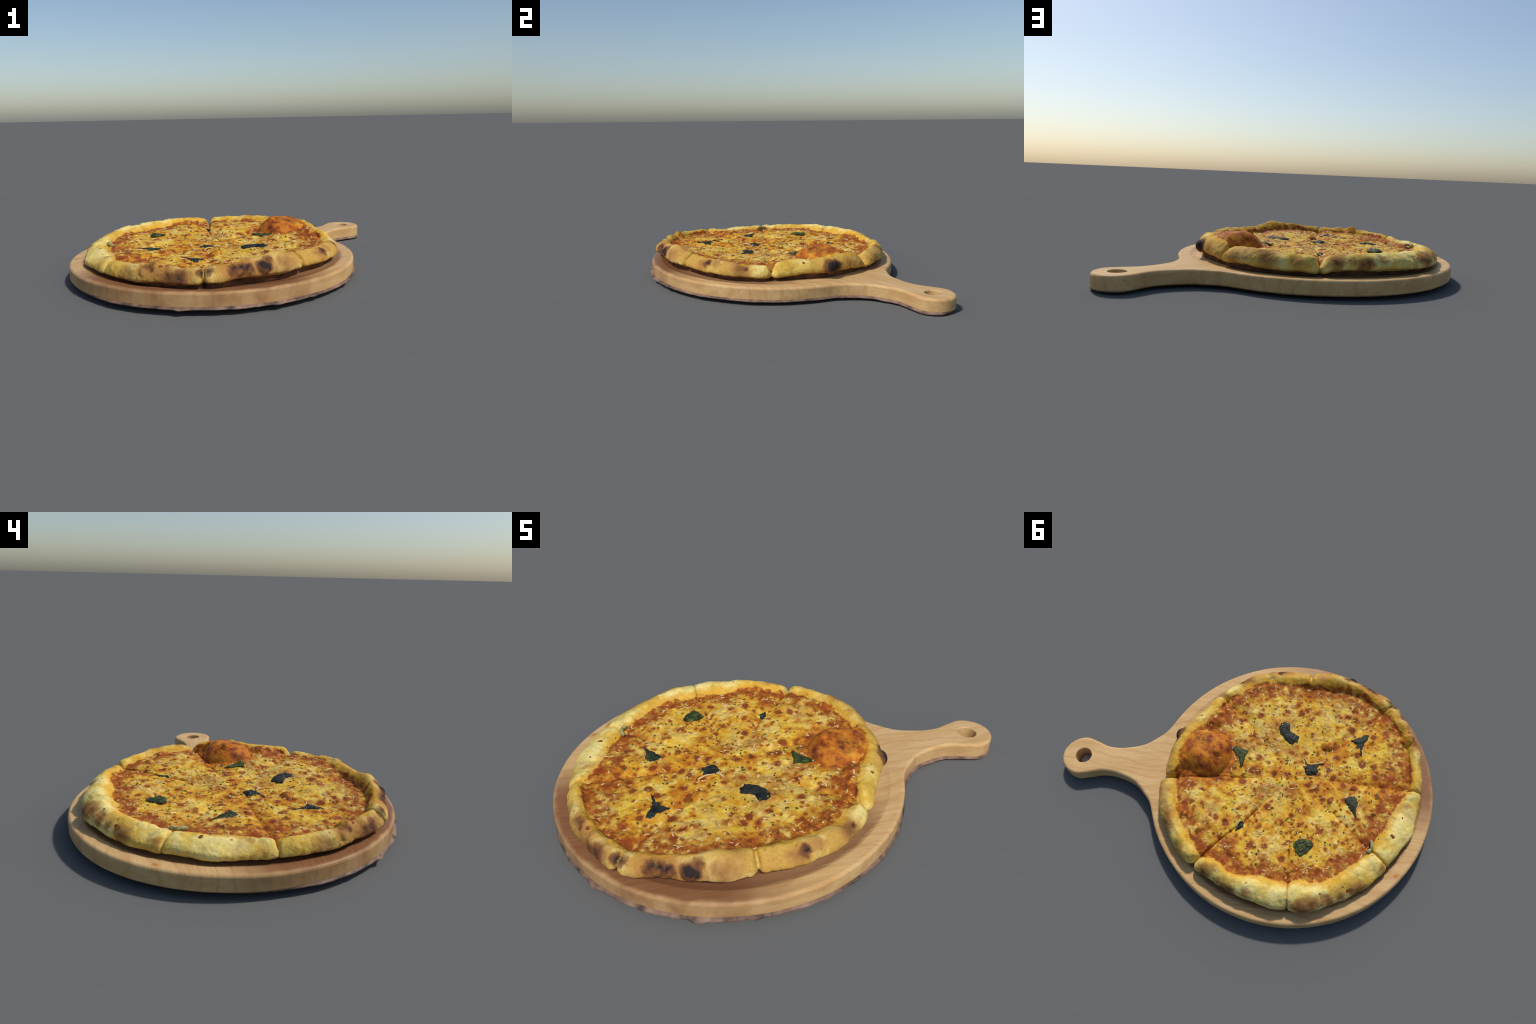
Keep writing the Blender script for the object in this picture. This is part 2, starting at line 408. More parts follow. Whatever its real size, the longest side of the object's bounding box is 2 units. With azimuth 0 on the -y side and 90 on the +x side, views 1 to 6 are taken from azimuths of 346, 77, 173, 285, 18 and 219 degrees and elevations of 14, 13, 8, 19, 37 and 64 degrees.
# =================================================================== materials
def pizza_material():
    n = Nodes("baked_pizza")
    P = n.coord
    x, y, z = n.sep(P)
    r = n.math("SQRT", n.math("ADD", n.math("MULTIPLY", x, x), n.math("MULTIPLY", y, y)))
    ang = n.math("MULTIPLY_ADD", n.math("ARCTAN2", y, x), 1 / (2 * math.pi), 0.5)
    pts = sorted(COLOUR_EDGE)
    pts = [(0.0, .571)] + [((a + 180) / 360, b) for a, b in pts] + [(1.0, .571)]
    rin = n.curve(ang, pts)
    edge = n.math("SUBTRACT", r, rin)                       # metres outside the sauce line
    nz_c = n.noise(P, 13.0, 3, .55, color=True)
    warp = n.vec("ADD", P, n.vec("SCALE", n.vec("SUBTRACT", nz_c, (.5, .5, .5)), .045))
    fine = n.noise(P, 95.0, 3, .6)
    mid = n.noise(P, 21.0, 4, .62)
    big = n.noise(P, 6.5, 3, .5)

    # ---- topping: melted cheese, oil, browned blisters, sauce
    k = n.math("ADD", n.math("MULTIPLY", big, .50), n.math("MULTIPLY", mid, .50))
    PALE, YEL, GOLD, ORG, BRN, SAUCE = (.72, .54, .135), (.69, .46, .050), (.60, .32, .026), (.46, .155, .012), (.185, .042, .012), (.28, .060, .011)
    cheese = n.ramp(k, [(.37, ORG), (.45, GOLD), (.52, YEL), (.60, PALE)])
    pale = n.blobs(warp, PALE_SPOTS, .7)
    cheese = n.mix(n.math("MULTIPLY", pale, n.step(mid, .40, .62)), cheese, (.72, .54, .145))
    # browned blisters in two sizes
    s1 = n.voronoi(warp, 17.0); c1 = n.voronoi(warp, 17.0, out="Color")
    s2 = n.voronoi(warp, 33.0); c2 = n.voronoi(warp, 33.0, out="Color")
    c1x = n.sep(c1)[0]; c2x = n.sep(c2)[0]
    patch = n.step(n.noise(P, 7.5, 2, .5), .40, .62)
    b1 = n.math("MULTIPLY", n.step(s1, .40, .24), n.step(n.math("ADD", c1x, n.math("MULTIPLY", patch, -.40)), .26, .34))
    b2 = n.math("MULTIPLY", n.step(s2, .42, .22), n.step(n.math("ADD", c2x, n.math("MULTIPLY", patch, -.35)), .34, .42))
    halo = n.math("MAXIMUM", n.math("MULTIPLY", n.step(s1, .72, .28), n.step(n.math("ADD", c1x, n.math("MULTIPLY", patch, -.40)), .16, .34)), n.math("MULTIPLY", n.step(s2, .70, .2), n.step(n.math("ADD", c2x, n.math("MULTIPLY", patch, -.35)), .24, .42)))
    col = n.mix(n.math("MULTIPLY", halo, .80), cheese, ORG)
    col = n.mix(n.math("MULTIPLY", n.math("MAXIMUM", b1, n.math("MULTIPLY", b2, .85)), .88), col, BRN)
    # sauce: a ring inside the crust and bare patches
    wob = n.math("MULTIPLY", n.math("SUBTRACT", n.noise(P, 8.0, 4, .6), .5), .22)
    ring = n.step(n.math("ADD", edge, wob), -.100, -.055)
    bare = n.blobs(warp, SAUCE_SPOTS, .6)
    sauce = n.math("MULTIPLY", n.math("MAXIMUM", n.math("MAXIMUM", ring, bare), n.step(n.noise(P, 5.2, 5, .62), .53, .66, 0, .8)), n.step(mid, .72, .48))
    sauce_col = n.ramp(n.noise(P, 26.0, 4, .65), [(.34, (.19, .042, .012)), (.5, SAUCE), (.62, (.43, .15, .018)), (.74, (.52, .27, .06))])
    col = n.mix(n.math("MULTIPLY", sauce, .92), col, sauce_col)
    # pale grated flecks melted into the surface
    fl = n.voronoi(n.vec("ADD", n.mapping(P, (1, 1, .2)), n.vec("SCALE", nz_c, .05)), 62.0)
    flc = n.sep(n.voronoi(n.vec("ADD", n.mapping(P, (1, 1, .2)), n.vec("SCALE", nz_c, .05)), 62.0, out="Color"))[1]
    flm = n.math("MULTIPLY", n.step(fl, .34, .14), n.step(flc, .74, .80))
    col = n.mix(n.math("MULTIPLY", flm, .55), col, (.62, .42, .20))
    # the bubble: orange skin, scorched along its shoulder
    dm = n.math("MULTIPLY", n.step(n.vec("DISTANCE", warp, (.46, .215, .10)), .205, .15), n.step(edge, .045, -.01))
    dome_col = n.ramp(n.noise(P, 19.0, 5, .65), [(.34, (.15, .04, .016)), (.45, (.36, .10, .014)), (.55, (.52, .19, .018)), (.68, (.58, .28, .03))])
    scorch = n.blobs(warp, [(.535, .165, .15, .075, .9), (.57, .21, .14, .05, .7), (.50, .33, .10, .03, .8), (.40, .12, .09, .05, .5), (.401, .195, .165, .028, .55)], .7)
    dome_col = n.mix(n.math("MULTIPLY", scorch, n.step(n.noise(P, 34, 4, .65), .38, .60)), dome_col, (.09, .028, .018))
    col = n.mix(dm, col, dome_col)

    tone = n.ramp(n.noise(P, 11.0, 4, .6), [(.36, (.80, .56, .42)), (.52, (1, .97, .95)), (.7, (1, 1, 1))])
    col = n.mix(.6, col, tone, "MULTIPLY")

    # ---- crust: cream dough, golden where baked, brown and black where scorched
    ck = n.math("ADD", n.math("MULTIPLY", n.noise(P, 8.0, 3, .5), .8), n.math("MULTIPLY", n.noise(P, 42.0, 4, .6), .2))
    CREAM, BUFF, TAN, TOAST, CHAR = (.74, .59, .19), (.68, .48, .105), (.50, .29, .070), (.25, .105, .03), (.028, .020, .018)
    crust = n.ramp(ck, [(.36, (.58, .35, .055)), (.46, BUFF), (.54, CREAM), (.68, (.77, .65, .27))])
    grain = n.noise(P, 120.0, 4, .65)
    g1 = n.math("MULTIPLY", n.math("SUBTRACT", grain, .5), .9)
    wc = n.vec("ADD", P, n.vec("SCALE", n.vec("SUBTRACT", n.noise(P, 22.0, 4, .6, color=True), (.5, .5, .5)), .05))
    gold = n.math("MULTIPLY", n.blobs(wc, GOLD_SPOTS, .8), n.step(n.math("ADD", ck, n.math("MULTIPLY", g1, .3)), .72, .48))
    crust = n.mix(gold, crust, (.50, .29, .062))
    ltoast = n.step(n.noise(P, 16.0, 3, .55), .60, .72)
    crust = n.mix(n.math("MULTIPLY", ltoast, .45), crust, (.45, .22, .05))
    toast = n.math("ADD", n.blobs(wc, [(a, b, c, d * 1.7, e) for a, b, c, d, e in TOAST_SPOTS], 1.0), n.math("MULTIPLY", g1, .16))
    crust = n.mix(n.step(toast, .04, .55, 0, .85), crust, (.40, .195, .050))
    crust = n.mix(n.step(toast, .42, 1.0, 0, .95), crust, (.17, .068, .024))
    char = n.math("ADD", n.blobs(wc, [(a, b, c, d * 1.5, e) for a, b, c, d, e in CHAR_SPOTS], 1.0), n.math("MULTIPLY", g1, .16))
    crust = n.mix(n.step(char, .06, .50, 0, .9), crust, (.16, .060, .024))
    crust = n.mix(n.step(char, .42, .85), crust, CHAR)
    # small baked drips and freckles
    fk = n.voronoi(n.vec("ADD", P, n.vec("SCALE", nz_c, .03)), 27.0); fkc = n.sep(n.voronoi(n.vec("ADD", P, n.vec("SCALE", nz_c, .03)), 27.0, out="Color"))
    frk = n.math("MULTIPLY", n.step(fk, .24, .15), n.step(fkc[0], .84, .88))
    crust = n.mix(n.math("MULTIPLY", frk, .6), crust, (.25, .08, .022))
    wd = n.vec("ADD", P, n.vec("SCALE", n.vec("SUBTRACT", n.noise(P, 60.0, 2, .5, color=True), (.5, .5, .5)), .018))
    crust = n.mix(n.step(n.blobs(wd, DRIP_SPOTS, .4), .3, .6), crust, (.19, .050, .016))
    # bare crumb showing in the cuts
    near = None
    for ca in CUTS:
        dv = n.math("ABSOLUTE", n.math("SUBTRACT", ang, (ca[0] + 180) / 360))
        near = dv if near is None else n.math("MINIMUM", near, dv)
    near = n.math("MULTIPLY_ADD", n.math("SUBTRACT", grain, .5), .003, near)
    crust = n.mix(n.step(near, .0026, .0010, 0, .8), crust, (.62, .42, .10))
    # oil-stained strip where sauce meets dough
    oil = n.step(n.math("ADD", edge, n.math("MULTIPLY", n.math("SUBTRACT", mid, .5), .09)), .050, .012)
    crust = n.mix(n.math("MULTIPLY", oil, .75), crust, (.60, .31, .022))

    line = n.math("ADD", edge, n.math("ADD", n.math("MULTIPLY", n.math("SUBTRACT", mid, .5), .055), n.math("MULTIPLY", n.math("SUBTRACT", big, .5), .05)))
    is_crust = n.step(line, -.002, .010)
    col = n.mix(is_crust, col, crust)
    col = n.mix(.5, col, n.ramp(fine, [(.3, (.62, .62, .62)), (.5, (1, 1, 1)), (.72, (1.0, 1.0, 1.0))]), "MULTIPLY")
    rough = n.math("MULTIPLY_ADD", is_crust, .15, n.math("MULTIPLY_ADD", fine, .2, .55))
    bh = n.math("ADD", n.math("MULTIPLY", fine, .5), n.math("ADD", n.math("MULTIPLY", mid, .6), n.math("MULTIPLY", n.math("SUBTRACT", 1.0, is_crust), n.math("MULTIPLY", s2, -.5))))
    nor = n.bump(bh, .45, .006)
    return n.finish(col, rough, nor, Specular_IOR_Level=.12)

def wood_material():
    n = Nodes("beech_wood")
    P = n.coord                                  # x runs along the handle
    big = n.noise(n.mapping(P, (1.2, 7, 7)), 2.2, 3, .5, .4)
    streak = n.noise(n.mapping(P, (2.5, 30, 30)), 3.0, 4, .6)
    fleck = n.noise(n.mapping(P, (22, 210, 60)), 1.0, 2, .5)
    grain = n.noise(n.mapping(P, (60, 240, 240)), 1.4, 3, .6)
    col = n.ramp(n.math("ADD", n.math("MULTIPLY", big, .6), n.math("MULTIPLY", streak, .4)),
                 [(.34, (.49, .285, .112)), (.48, (.56, .350, .150)), (.62, (.62, .410, .190))])
    col = n.mix(n.step(fleck, .60, .70, 0, .38), col, (.33, .165, .055))
    col = n.mix(n.step(grain, .45, .75, 0, .22), col, (.68, .48, .25))
    # annual rings showing as a few darker arcs
    wv = n.t.nodes.new("ShaderNodeTexWave"); wv.wave_type = "BANDS"; wv.bands_direction = "Y"
    n.put(wv.inputs["Vector"], n.vec("ADD", n.mapping(P, (.35, 1, 1)), n.vec("SCALE", n.noise(P, 2.0, 2, .5, color=True), .25)))
    wv.inputs["Scale"].default_value = 4.5; wv.inputs["Distortion"].default_value = 1.0
    col = n.mix(n.step(wv.outputs["Fac"], .80, 1.0, 0, .28), col, (.43, .215, .07))
    # oil mask: scanned shade and reddish reflection painted on front rim and side
    wc = n.vec("ADD", P, n.vec("SCALE", n.vec("SUBTRACT", n.noise(P, 7.0, 4, .55, color=True), (.5, .5, .5)), .10))
    wx, wy, wz = n.sep(wc)
    th = n.math("ARCTAN2", wy, wx)                       # angle round the plate, handle at 0
    x, y, z = n.sep(P)
    r = n.math("SQRT", n.math("ADD", n.math("MULTIPLY", x, x), n.math("MULTIPLY", y, y)))
    rw = n.math("ADD", r, n.math("MULTIPLY", n.math("SUBTRACT", n.noise(P, 9.0, 3, .5), .5), .06))
    # distance in angle from the stretch of front darkened for shade
    dev = n.math("ABSOLUTE", n.math("SUBTRACT", n.math("MODULO", n.math("ADD", th, 2 * math.pi), 2 * math.pi), rad(360 - 140)))
    front = n.step(dev, 1.10, .65)
    oil = n.math("MULTIPLY", front, n.math("MULTIPLY_ADD", n.step(rw, .820, .785), .62, .38))
    col = n.mix(n.math("MULTIPLY", oil, n.math("MULTIPLY_ADD", streak, .4, .72)), col, (.20, .082, .037))
    well = n.step(n.math("ADD", r, n.math("MULTIPLY", n.math("SUBTRACT", streak, .5), .03)), .752, .725)  # wood under the crust coloured dark for the pizza's shadow
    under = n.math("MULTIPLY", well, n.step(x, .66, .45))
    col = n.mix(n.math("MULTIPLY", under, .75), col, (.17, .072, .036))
    mark = n.blobs(wc, [(-.61, .475, .0, .022, .8), (-.75, .27, -.03, .012, .5)], .6)
    col = n.mix(mark, col, (.46, .16, .02))
    rough = n.math("MULTIPLY_ADD", oil, -.14, n.math("MULTIPLY_ADD", streak, .2, .38))
    nor = n.bump(n.math("ADD", n.math("MULTIPLY", fleck, -.4), grain), .12, .002)
    return n.finish(col, rough, nor, Specular_IOR_Level=.12)

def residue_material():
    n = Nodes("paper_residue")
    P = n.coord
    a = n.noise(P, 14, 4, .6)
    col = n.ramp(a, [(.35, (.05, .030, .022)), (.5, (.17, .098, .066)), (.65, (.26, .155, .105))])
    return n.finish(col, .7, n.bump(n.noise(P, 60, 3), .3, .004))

def leaf_material(name, greenness):
    n = Nodes(name)
    P = n.coord
    a = n.noise(P, 34, 4, .65); b = n.noise(P, 110, 3, .6)
    dark = n.ramp(a, [(.36, (.006, .007, .008)), (.55, (.016, .019, .017)), (.72, (.050, .056, .046))])
    green = n.ramp(a, [(.34, (.008, .010, .006)), (.52, (.030, .042, .010)), (.68, (.085, .110, .020))])
    col = n.mix(greenness, dark, green)
    col = n.mix(n.step(b, .64, .74, 0, .5), col, (.24, .22, .15))
    return n.finish(col, n.math("MULTIPLY_ADD", b, .3, .38), n.bump(n.math("ADD", a, b), .5, .005), Specular_IOR_Level=.22)

def flat_material(name, stops, scale, rough):
    n = Nodes(name)
    return n.finish(n.ramp(n.noise(n.coord, scale, 3, .6), stops), rough, n.bump(n.noise(n.coord, scale * 3, 2), .3, .003), Specular_IOR_Level=.12)

# soft patches placed round the crust and topping, in pizza coordinates (x, y, z, radius, strength)
PALE_SPOTS = [(.07, .30, .065, .15, 1), (.14, -.05, .065, .10, .9), (.30, -.30, .065, .16, 1), (-.15, .40, .065, .15, .9), (-.43, -.02, .065, .11, .9),
              (.33, .42, .065, .13, 1), (-.05, -.45, .065, .12, .6), (-.40, .12, .065, .10, .6), (.35, -.08, .065, .12, .8)]
SAUCE_SPOTS = [(-.53, .06, .065, .13, .8), (-.42, -.38, .065, .15, .9), (-.10, -.585, .065, .13, .9), (.20, -.545, .065, .10, .9), (.52, .46, .065, .12, .8),
               (.55, -.05, .065, .10, 1), (.57, -.17, .065, .07, .8), (-.05, .09, .065, .08, .7), (-.28, -.12, .065, .07, .5), (-.03, -.27, .07, .06, .9), (.20, .55, .065, .10, .7), (-.38, .42, .065, .13, .8),
               (.02, .54, .065, .09, .8)]
GOLD_SPOTS = [(.40, -.58, .05, .24, 1), (.10, -.72, .05, .26, 1), (.25, -.68, .06, .28, 1), (-.10, -.74, .06, .28, 1), (-.40, -.62, .06, .25, 1), (.58, -.38, .06, .25, 1), (.70, .20, .06, .22, 1), (.62, .42, .05, .24, 1)]
CHAR_SPOTS = [(-.024, -.727, .093, .034, .9), (.021, -.722, .089, .026, .9), (.123, -.719, .098, .042, 1), (-.176, -.722, .079, .034, .8), (-.306, -.686, .062, .05, .6),
    (-.14, -.733, .093, .03, .7), (.497, -.485, .086, .03, .9), (.011, -.725, .091, .03, .9), (.143, -.713, .083, .028, .9), (.637, -.281, .07, .022, .8),
    (.7, .216, .077, .055, 1), (.676, .249, .069, .045, 1), (-.633, .328, .071, .026, .5), (-.397, -.596, .105, .03, .7), (-.27, -.702, .064, .05, .75),
    (.045, -.724, .091, .03, .9), (.146, -.686, .114, .03, .7), (-.388, -.614, .097, .02, .8)]
TOAST_SPOTS = [(.007, -.735, .084, .11, .8), (.134, -.721, .083, .07, .8), (.239, -.676, .089, .06, .7), (.269, -.606, .119, .05, .45), (.476, -.507, .078, .045, .75),
    (.53, -.449, .098, .04, .6), (.627, -.311, .069, .06, .9), (-.41, -.596, .103, .045, .8), (-.411, -.602, .102, .05, .7), (-.352, -.653, .077, .1, .6),
    (-.258, -.709, .065, .06, .7), (.27, -.658, .088, .05, .6), (-.637, -.314, .062, .03, .4), (.211, -.68, .101, .04, .8), (.452, -.513, .083, .03, .7),
    (.527, -.453, .097, .035, .5), (.627, -.309, .07, .045, .9), (.638, .337, .082, .045, .5), (.546, .514, .072, .035, .5), (.402, .614, .104, .04, .5),
    (.646, .128, .019, .03, .6), (.508, .566, .073, .06, .6), (.35, .677, .073, .06, .7), (.452, .603, .089, .06, .5), (.016, .737, .073, .045, .95),
    (-.149, .724, .065, .036, 1), (-.068, .731, .07, .026, .5), (-.237, .68, .083, .03, .45), (-.499, .559, .071, .045, 1), (-.422, .616, .041, .03, .4),
    (-.525, .515, .082, .05, .9), (-.576, .437, .077, .034, .95), (-.615, .379, .066, .03, .7), (-.662, .288, .061, .045, .8), (-.692, .121, .065, .026, .7),
    (-.508, -.527, .054, .06, .5), (-.398, -.596, .104, .06, .8), (-.646, -.213, .071, .05, .3), (.374, .629, .105, .045, .8), (.349, .67, .083, .035, .7),
    (.474, .521, .104, .035, .5), (-.117, .729, .058, .036, .9), (-.224, .69, .081, .03, .6), (-.49, .559, .076, .045, 1), (-.559, .458, .081, .032, .8),
    (-.592, -.246, .084, .03, .5), (-.422, .584, .056, .02, .6), (-.019, .689, .104, .03, .5), (.21, .731, .07, .04, .5)]
DRIP_SPOTS = [(.214, .651, .087, .017, 1), (.331, .539, .085, .014, 1), (-.63, -.052, .089, .012, 1), (-.615, -.174, .084, .008, 1), (.6, -.035, .099, .012, 1),
    (.608, -.073, .083, .01, 1), (.524, -.355, .085, .01, 1), (.555, -.331, .093, .008, 1), (.246, -.566, .1, .008, 1), (.208, -.583, .106, .011, 1),
    (-.527, .443, .098, .009, 1), (-.595, .338, .091, .008, 1), (-.627, .336, .074, .016, 1), (.033, .637, .073, .022, 1), (.564, -.302, .087, .02, 1),
    (.662, .055, .092, .014, 1), (.605, -.021, .104, .012, 1), (.593, -.004, .105, .01, 1), (.581, -.069, .081, .013, 1), (-.64, -.052, .087, .012, 1),
    (-.363, -.59, .126, .016, 1), (-.348, -.628, .11, .012, 1), (.464, -.352, .079, .009, 1), (.505, -.323, .085, .01, 1), (.545, -.303, .084, .012, 1)]

MAT_PIZZA = pizza_material()
MAT_WOOD = wood_material()
MAT_RESIDUE = residue_material()
MAT_LEAF = [leaf_material("charred_basil", .12), leaf_material("roasted_basil", .55), leaf_material("green_basil", 1.0)]
MAT_HERB = flat_material("dried_oregano", [(.35, (.045, .042, .012)), (.55, (.10, .090, .022)), (.7, (.18, .16, .035))], 30, .6)
MAT_SHRED = flat_material("grated_cheese", [(.35, (.54, .31, .09)), (.5, (.60, .41, .17)), (.65, (.64, .49, .27))], 22, .4)
MAT_SCRAP = flat_material("grey_paper", [(.35, (.16, .16, .18)), (.5, (.26, .26, .29)), (.65, (.40, .38, .36))], 18, .8)
MAT_UNDER = flat_material("underside_painted_shadow", [(.35, (.055, .026, .016)), (.5, (.10, .045, .024)), (.65, (.15, .07, .035))], 14, .8)  # brown darkened to show the shadowed gap below the crust
MAT_GARLIC = flat_material("pepper_slice", [(.35, (.10, .085, .02)), (.5, (.30, .27, .11)), (.65, (.50, .44, .22))], 45, .35)

# =================================================================== pizza objects
pizza = add_object("pizza", None, None, (PIZZA_C[0], PIZZA_C[1], PIZZA_Z))
pizza.empty_display_size = .2
pizza["label"] = "round baked cheese pizza with basil leaves, cut into eight slices"
pizza["category"] = "pizza"

order = np.argsort([c[0] for c in CUTS])
starts = [cut_index[k] for k in order]
E_TOP, E_RIM = M1 - 1, M1 - 1 + RIM_ROWS

def submesh(name, faces_list, material=None):
    idx = np.unique(np.concatenate([f.reshape(-1) for f in faces_list]))
    remap = np.full(len(BODY_V), -1); remap[idx] = np.arange(len(idx))
    faces = []
    for f in faces_list:
        faces += remap[f].tolist()
    return make_mesh(name, BODY_V[idx], faces, BODY_N[idx], material or MAT_PIZZA)

for s in range(8):
    a, b = starts[s], starts[(s + 1) % 8]
    js = np.arange(a, b) if b > a else np.r_[np.arange(a, NT), np.arange(0, b)]
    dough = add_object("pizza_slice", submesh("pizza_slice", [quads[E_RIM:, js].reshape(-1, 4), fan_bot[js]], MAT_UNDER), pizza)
    add_object("crust", submesh("crust", [quads[E_TOP:E_RIM, js].reshape(-1, 4)]), dough)
    add_object("cheese_topping", submesh("cheese_topping", [quads[:E_TOP, js].reshape(-1, 4), fan_top[js]]), dough)

bvh = BVHTree.FromPolygons([tuple(v) for v in BODY_V], [tuple(q) for q in quads[:E_TOP + SEG * 3].reshape(-1, 4).tolist()] + [tuple(q) for q in fan_top.tolist()])
def drop_on(x, y):
    hit = bvh.ray_cast(Vector((x, y, 1.0)), Vector((0, 0, -1)))
    return (hit[0].z, hit[1]) if hit[0] else (TOP_Z - PIZZA_Z, Vector((0, 0, 1)))

# ---- basil leaves: outline, lift above the cheese, crumple
LEAVES = [
    ([(.278, -.191), (.277, -.217), (.249, -.245), (.223, -.237), (.205, -.21), (.169, -.21), (.137, -.216), (.126, -.184), (.14, -.148), (.198, -.14), (.246, -.167)], .004, .010),
    ([(-.11, -.39), (-.133, -.425), (-.152, -.475), (-.177, -.479), (-.187, -.445), (-.181, -.416), (-.201, -.375), (-.229, -.326), (-.195, -.354), (-.147, -.387)], .003, .008),
    ([(-.01, -.072), (-.008, -.097), (-.06, -.145), (-.09, -.098), (-.068, -.065), (-.043, -.052)], .003, .016),
    ([(-.306, -.063), (-.319, -.10), (-.353, -.121), (-.377, -.093), (-.389, -.058), (-.426, -.016), (-.383, -.031), (-.343, -.05)], .003, .010),
    ([(-.248, .311), (-.255, .28), (-.277, .258), (-.312, .243), (-.333, .253), (-.343, .283), (-.332, .309), (-.32, .343), (-.286, .341), (-.259, .329)], .007, .016),
    ([(.073, .378), (.052, .39), (.031, .394), (.024, .417), (.037, .449), (.036, .47), (.052, .44), (.055, .414)], .003, .008),
    ([(.398, .092), (.376, .069), (.338, .062), (.305, .05), (.299, .085), (.279, .117), (.273, .152), (.306, .123), (.343, .114), (.372, .105)], .004, .008)]

def leaf_mesh(outline, lift, crumple, seed, material):
    o = np.array(outline); c = o.mean(0)
    n = 64; k = len(o)
    t = np.arange(n) / n * k; i = t.astype(int); f = (t - i)[:, None]
    ring = o[i] * (1 - f) + o[(i + 1) % k] * f
    ring = .5 * ring + .25 * np.roll(ring, 1, 0) + .25 * np.roll(ring, -1, 0)
    p3 = np.c_[ring, np.zeros(n)]
    ring = c + (ring - c) * (1 + .10 * vnoise(p3, 70, seed) + .07 * vnoise(p3, 150, seed + 1))[:, None]
    R = 12
    pts = [c] + [c + (ring[j] - c) * ((q + 1) / R) for q in range(R) for j in range(n)]
    pts = np.array(pts); p3 = np.c_[pts, np.full(len(pts), seed * .37)]
    edge = np.r_[0, np.repeat((np.arange(R) + 1) / R, n)]
    base = np.array([drop_on(*p)[0] for p in pts])
    base = .5 * base + .5 * np.median(base)
    zt = base + lift + crumple * (.5 + .5 * fbm(p3, 28, 3, seed + 5)) * (1 - .35 * edge) + .004 * fbm(p3, 80, 2, seed + 9) - .004 * edge ** 2
    up_v = np.c_[pts, zt]; lo_v = np.c_[c + (pts - c) * .985, zt - .0035]
    m = len(pts); faces = []
    for j in range(n):
        jn_ = (j + 1) % n
        faces.append((0, 1 + j, 1 + jn_)); faces.append((m, m + 1 + jn_, m + 1 + j))
        for q in range(R - 1):
            A, B = 1 + q * n, 1 + (q + 1) * n
            faces.append((A + j, B + j, B + jn_, A + jn_)); faces.append((m + A + j, m + A + jn_, m + B + jn_, m + B + j))
        L = 1 + (R - 1) * n
        faces.append((L + j, m + L + j, m + L + jn_, L + jn_))
    area = np.sum(ring[:, 0] * np.roll(ring[:, 1], -1) - ring[:, 1] * np.roll(ring[:, 0], -1))
    if area < 0:
        faces = [f[::-1] for f in faces]
    return make_mesh("basil_leaf", np.r_[up_v, lo_v], faces, None, material)

for s, (o, lift, crumple) in enumerate(LEAVES):
    add_object("basil_leaf", leaf_mesh(o, lift, crumple, 100 + 13 * s, MAT_LEAF[(0, 0, 0, 1, 2, 0, 2)[s]]), pizza)

def tube(path, radii, sides=8):
    path = np.array(path, float); n = len(path)
    vs = []; fs = []
    for i in range(n):
        t = path[min(i + 1, n - 1)] - path[max(i - 1, 0)]; t /= np.linalg.norm(t)
        a = np.cross(t, [0, 0, 1.0]); a /= np.linalg.norm(a) + 1e-9; b = np.cross(a, t)
        for k in range(sides):
            w_ = 2 * np.pi * k / sides
            vs.append(path[i] + radii[i] * (np.cos(w_) * a + np.sin(w_) * b))
    for i in range(n - 1):
        for k in range(sides):
            kn = (k + 1) % sides
            fs.append((i * sides + k, i * sides + kn, (i + 1) * sides + kn, (i + 1) * sides + k))
    fs.append(tuple(range(sides))[::-1]); fs.append(tuple((n - 1) * sides + k for k in range(sides)))
    return vs, fs

# ---- the curled pepper sliver at the edge
gp = [(-.556, .036), (-.570, .047), (-.582, .060), (-.588, .076), (-.586, .093), (-.578, .108)]
gz = [drop_on(*p)[0] for p in gp]
vs, fs = tube([(p[0], p[1], z + .010 + .010 * math.sin(i / 5 * math.pi)) for i, (p, z) in enumerate(zip(gp, gz))], [.006, .010, .010, .009, .011, .007], 12)
add_object("pepper_sliver", make_mesh("pepper_sliver", vs, fs, None, MAT_GARLIC), pizza)

# ---- scattered oregano and grated cheese
def scatter_xy(rmax, power):
    while True:
        r0 = rmax * rng.random() ** power; a0 = rng.random() * 2 * math.pi
        px, py = r0 * math.cos(a0), r0 * math.sin(a0)
        if np.hypot(px - .46, py - .22) > .15:
            return px, py

hv, hf = [], []
for i in range(350):
    px, py = scatter_xy(.60, .62)
    z0, nrm = drop_on(px, py)
    s = rng.uniform(.0030, .0080); asp = rng.uniform(.35, .9); rot = rng.uniform(0, 6.28)
    q = Vector((0, 0, 1)).rotation_difference(nrm); k = 7; b0 = len(hv)
    tip = rng.uniform(-.25, .25, 2)
    for lay in (.0016, -.0012):
        for j in range(k):
            w_ = 2 * math.pi * j / k; m = s * rng.uniform(.75, 1.15)
            lx, ly = m * math.cos(w_), m * asp * math.sin(w_)
            p = q @ Vector((lx * math.cos(rot) - ly * math.sin(rot), lx * math.sin(rot) + ly * math.cos(rot), lay + tip[0] * lx + tip[1] * ly))
            hv.append((px + p.x, py + p.y, z0 + p.z))
    hf.append(tuple(range(b0, b0 + k))); hf.append(tuple(range(b0 + 2 * k - 1, b0 + k - 1, -1)))
    for j in range(k):
        hf.append((b0 + j, b0 + k + j, b0 + k + (j + 1) % k, b0 + (j + 1) % k))
herbs = add_object("oregano_flakes", make_mesh("oregano_flakes", hv, hf, None, MAT_HERB, False), pizza); herbs["kind"] = "stuff"

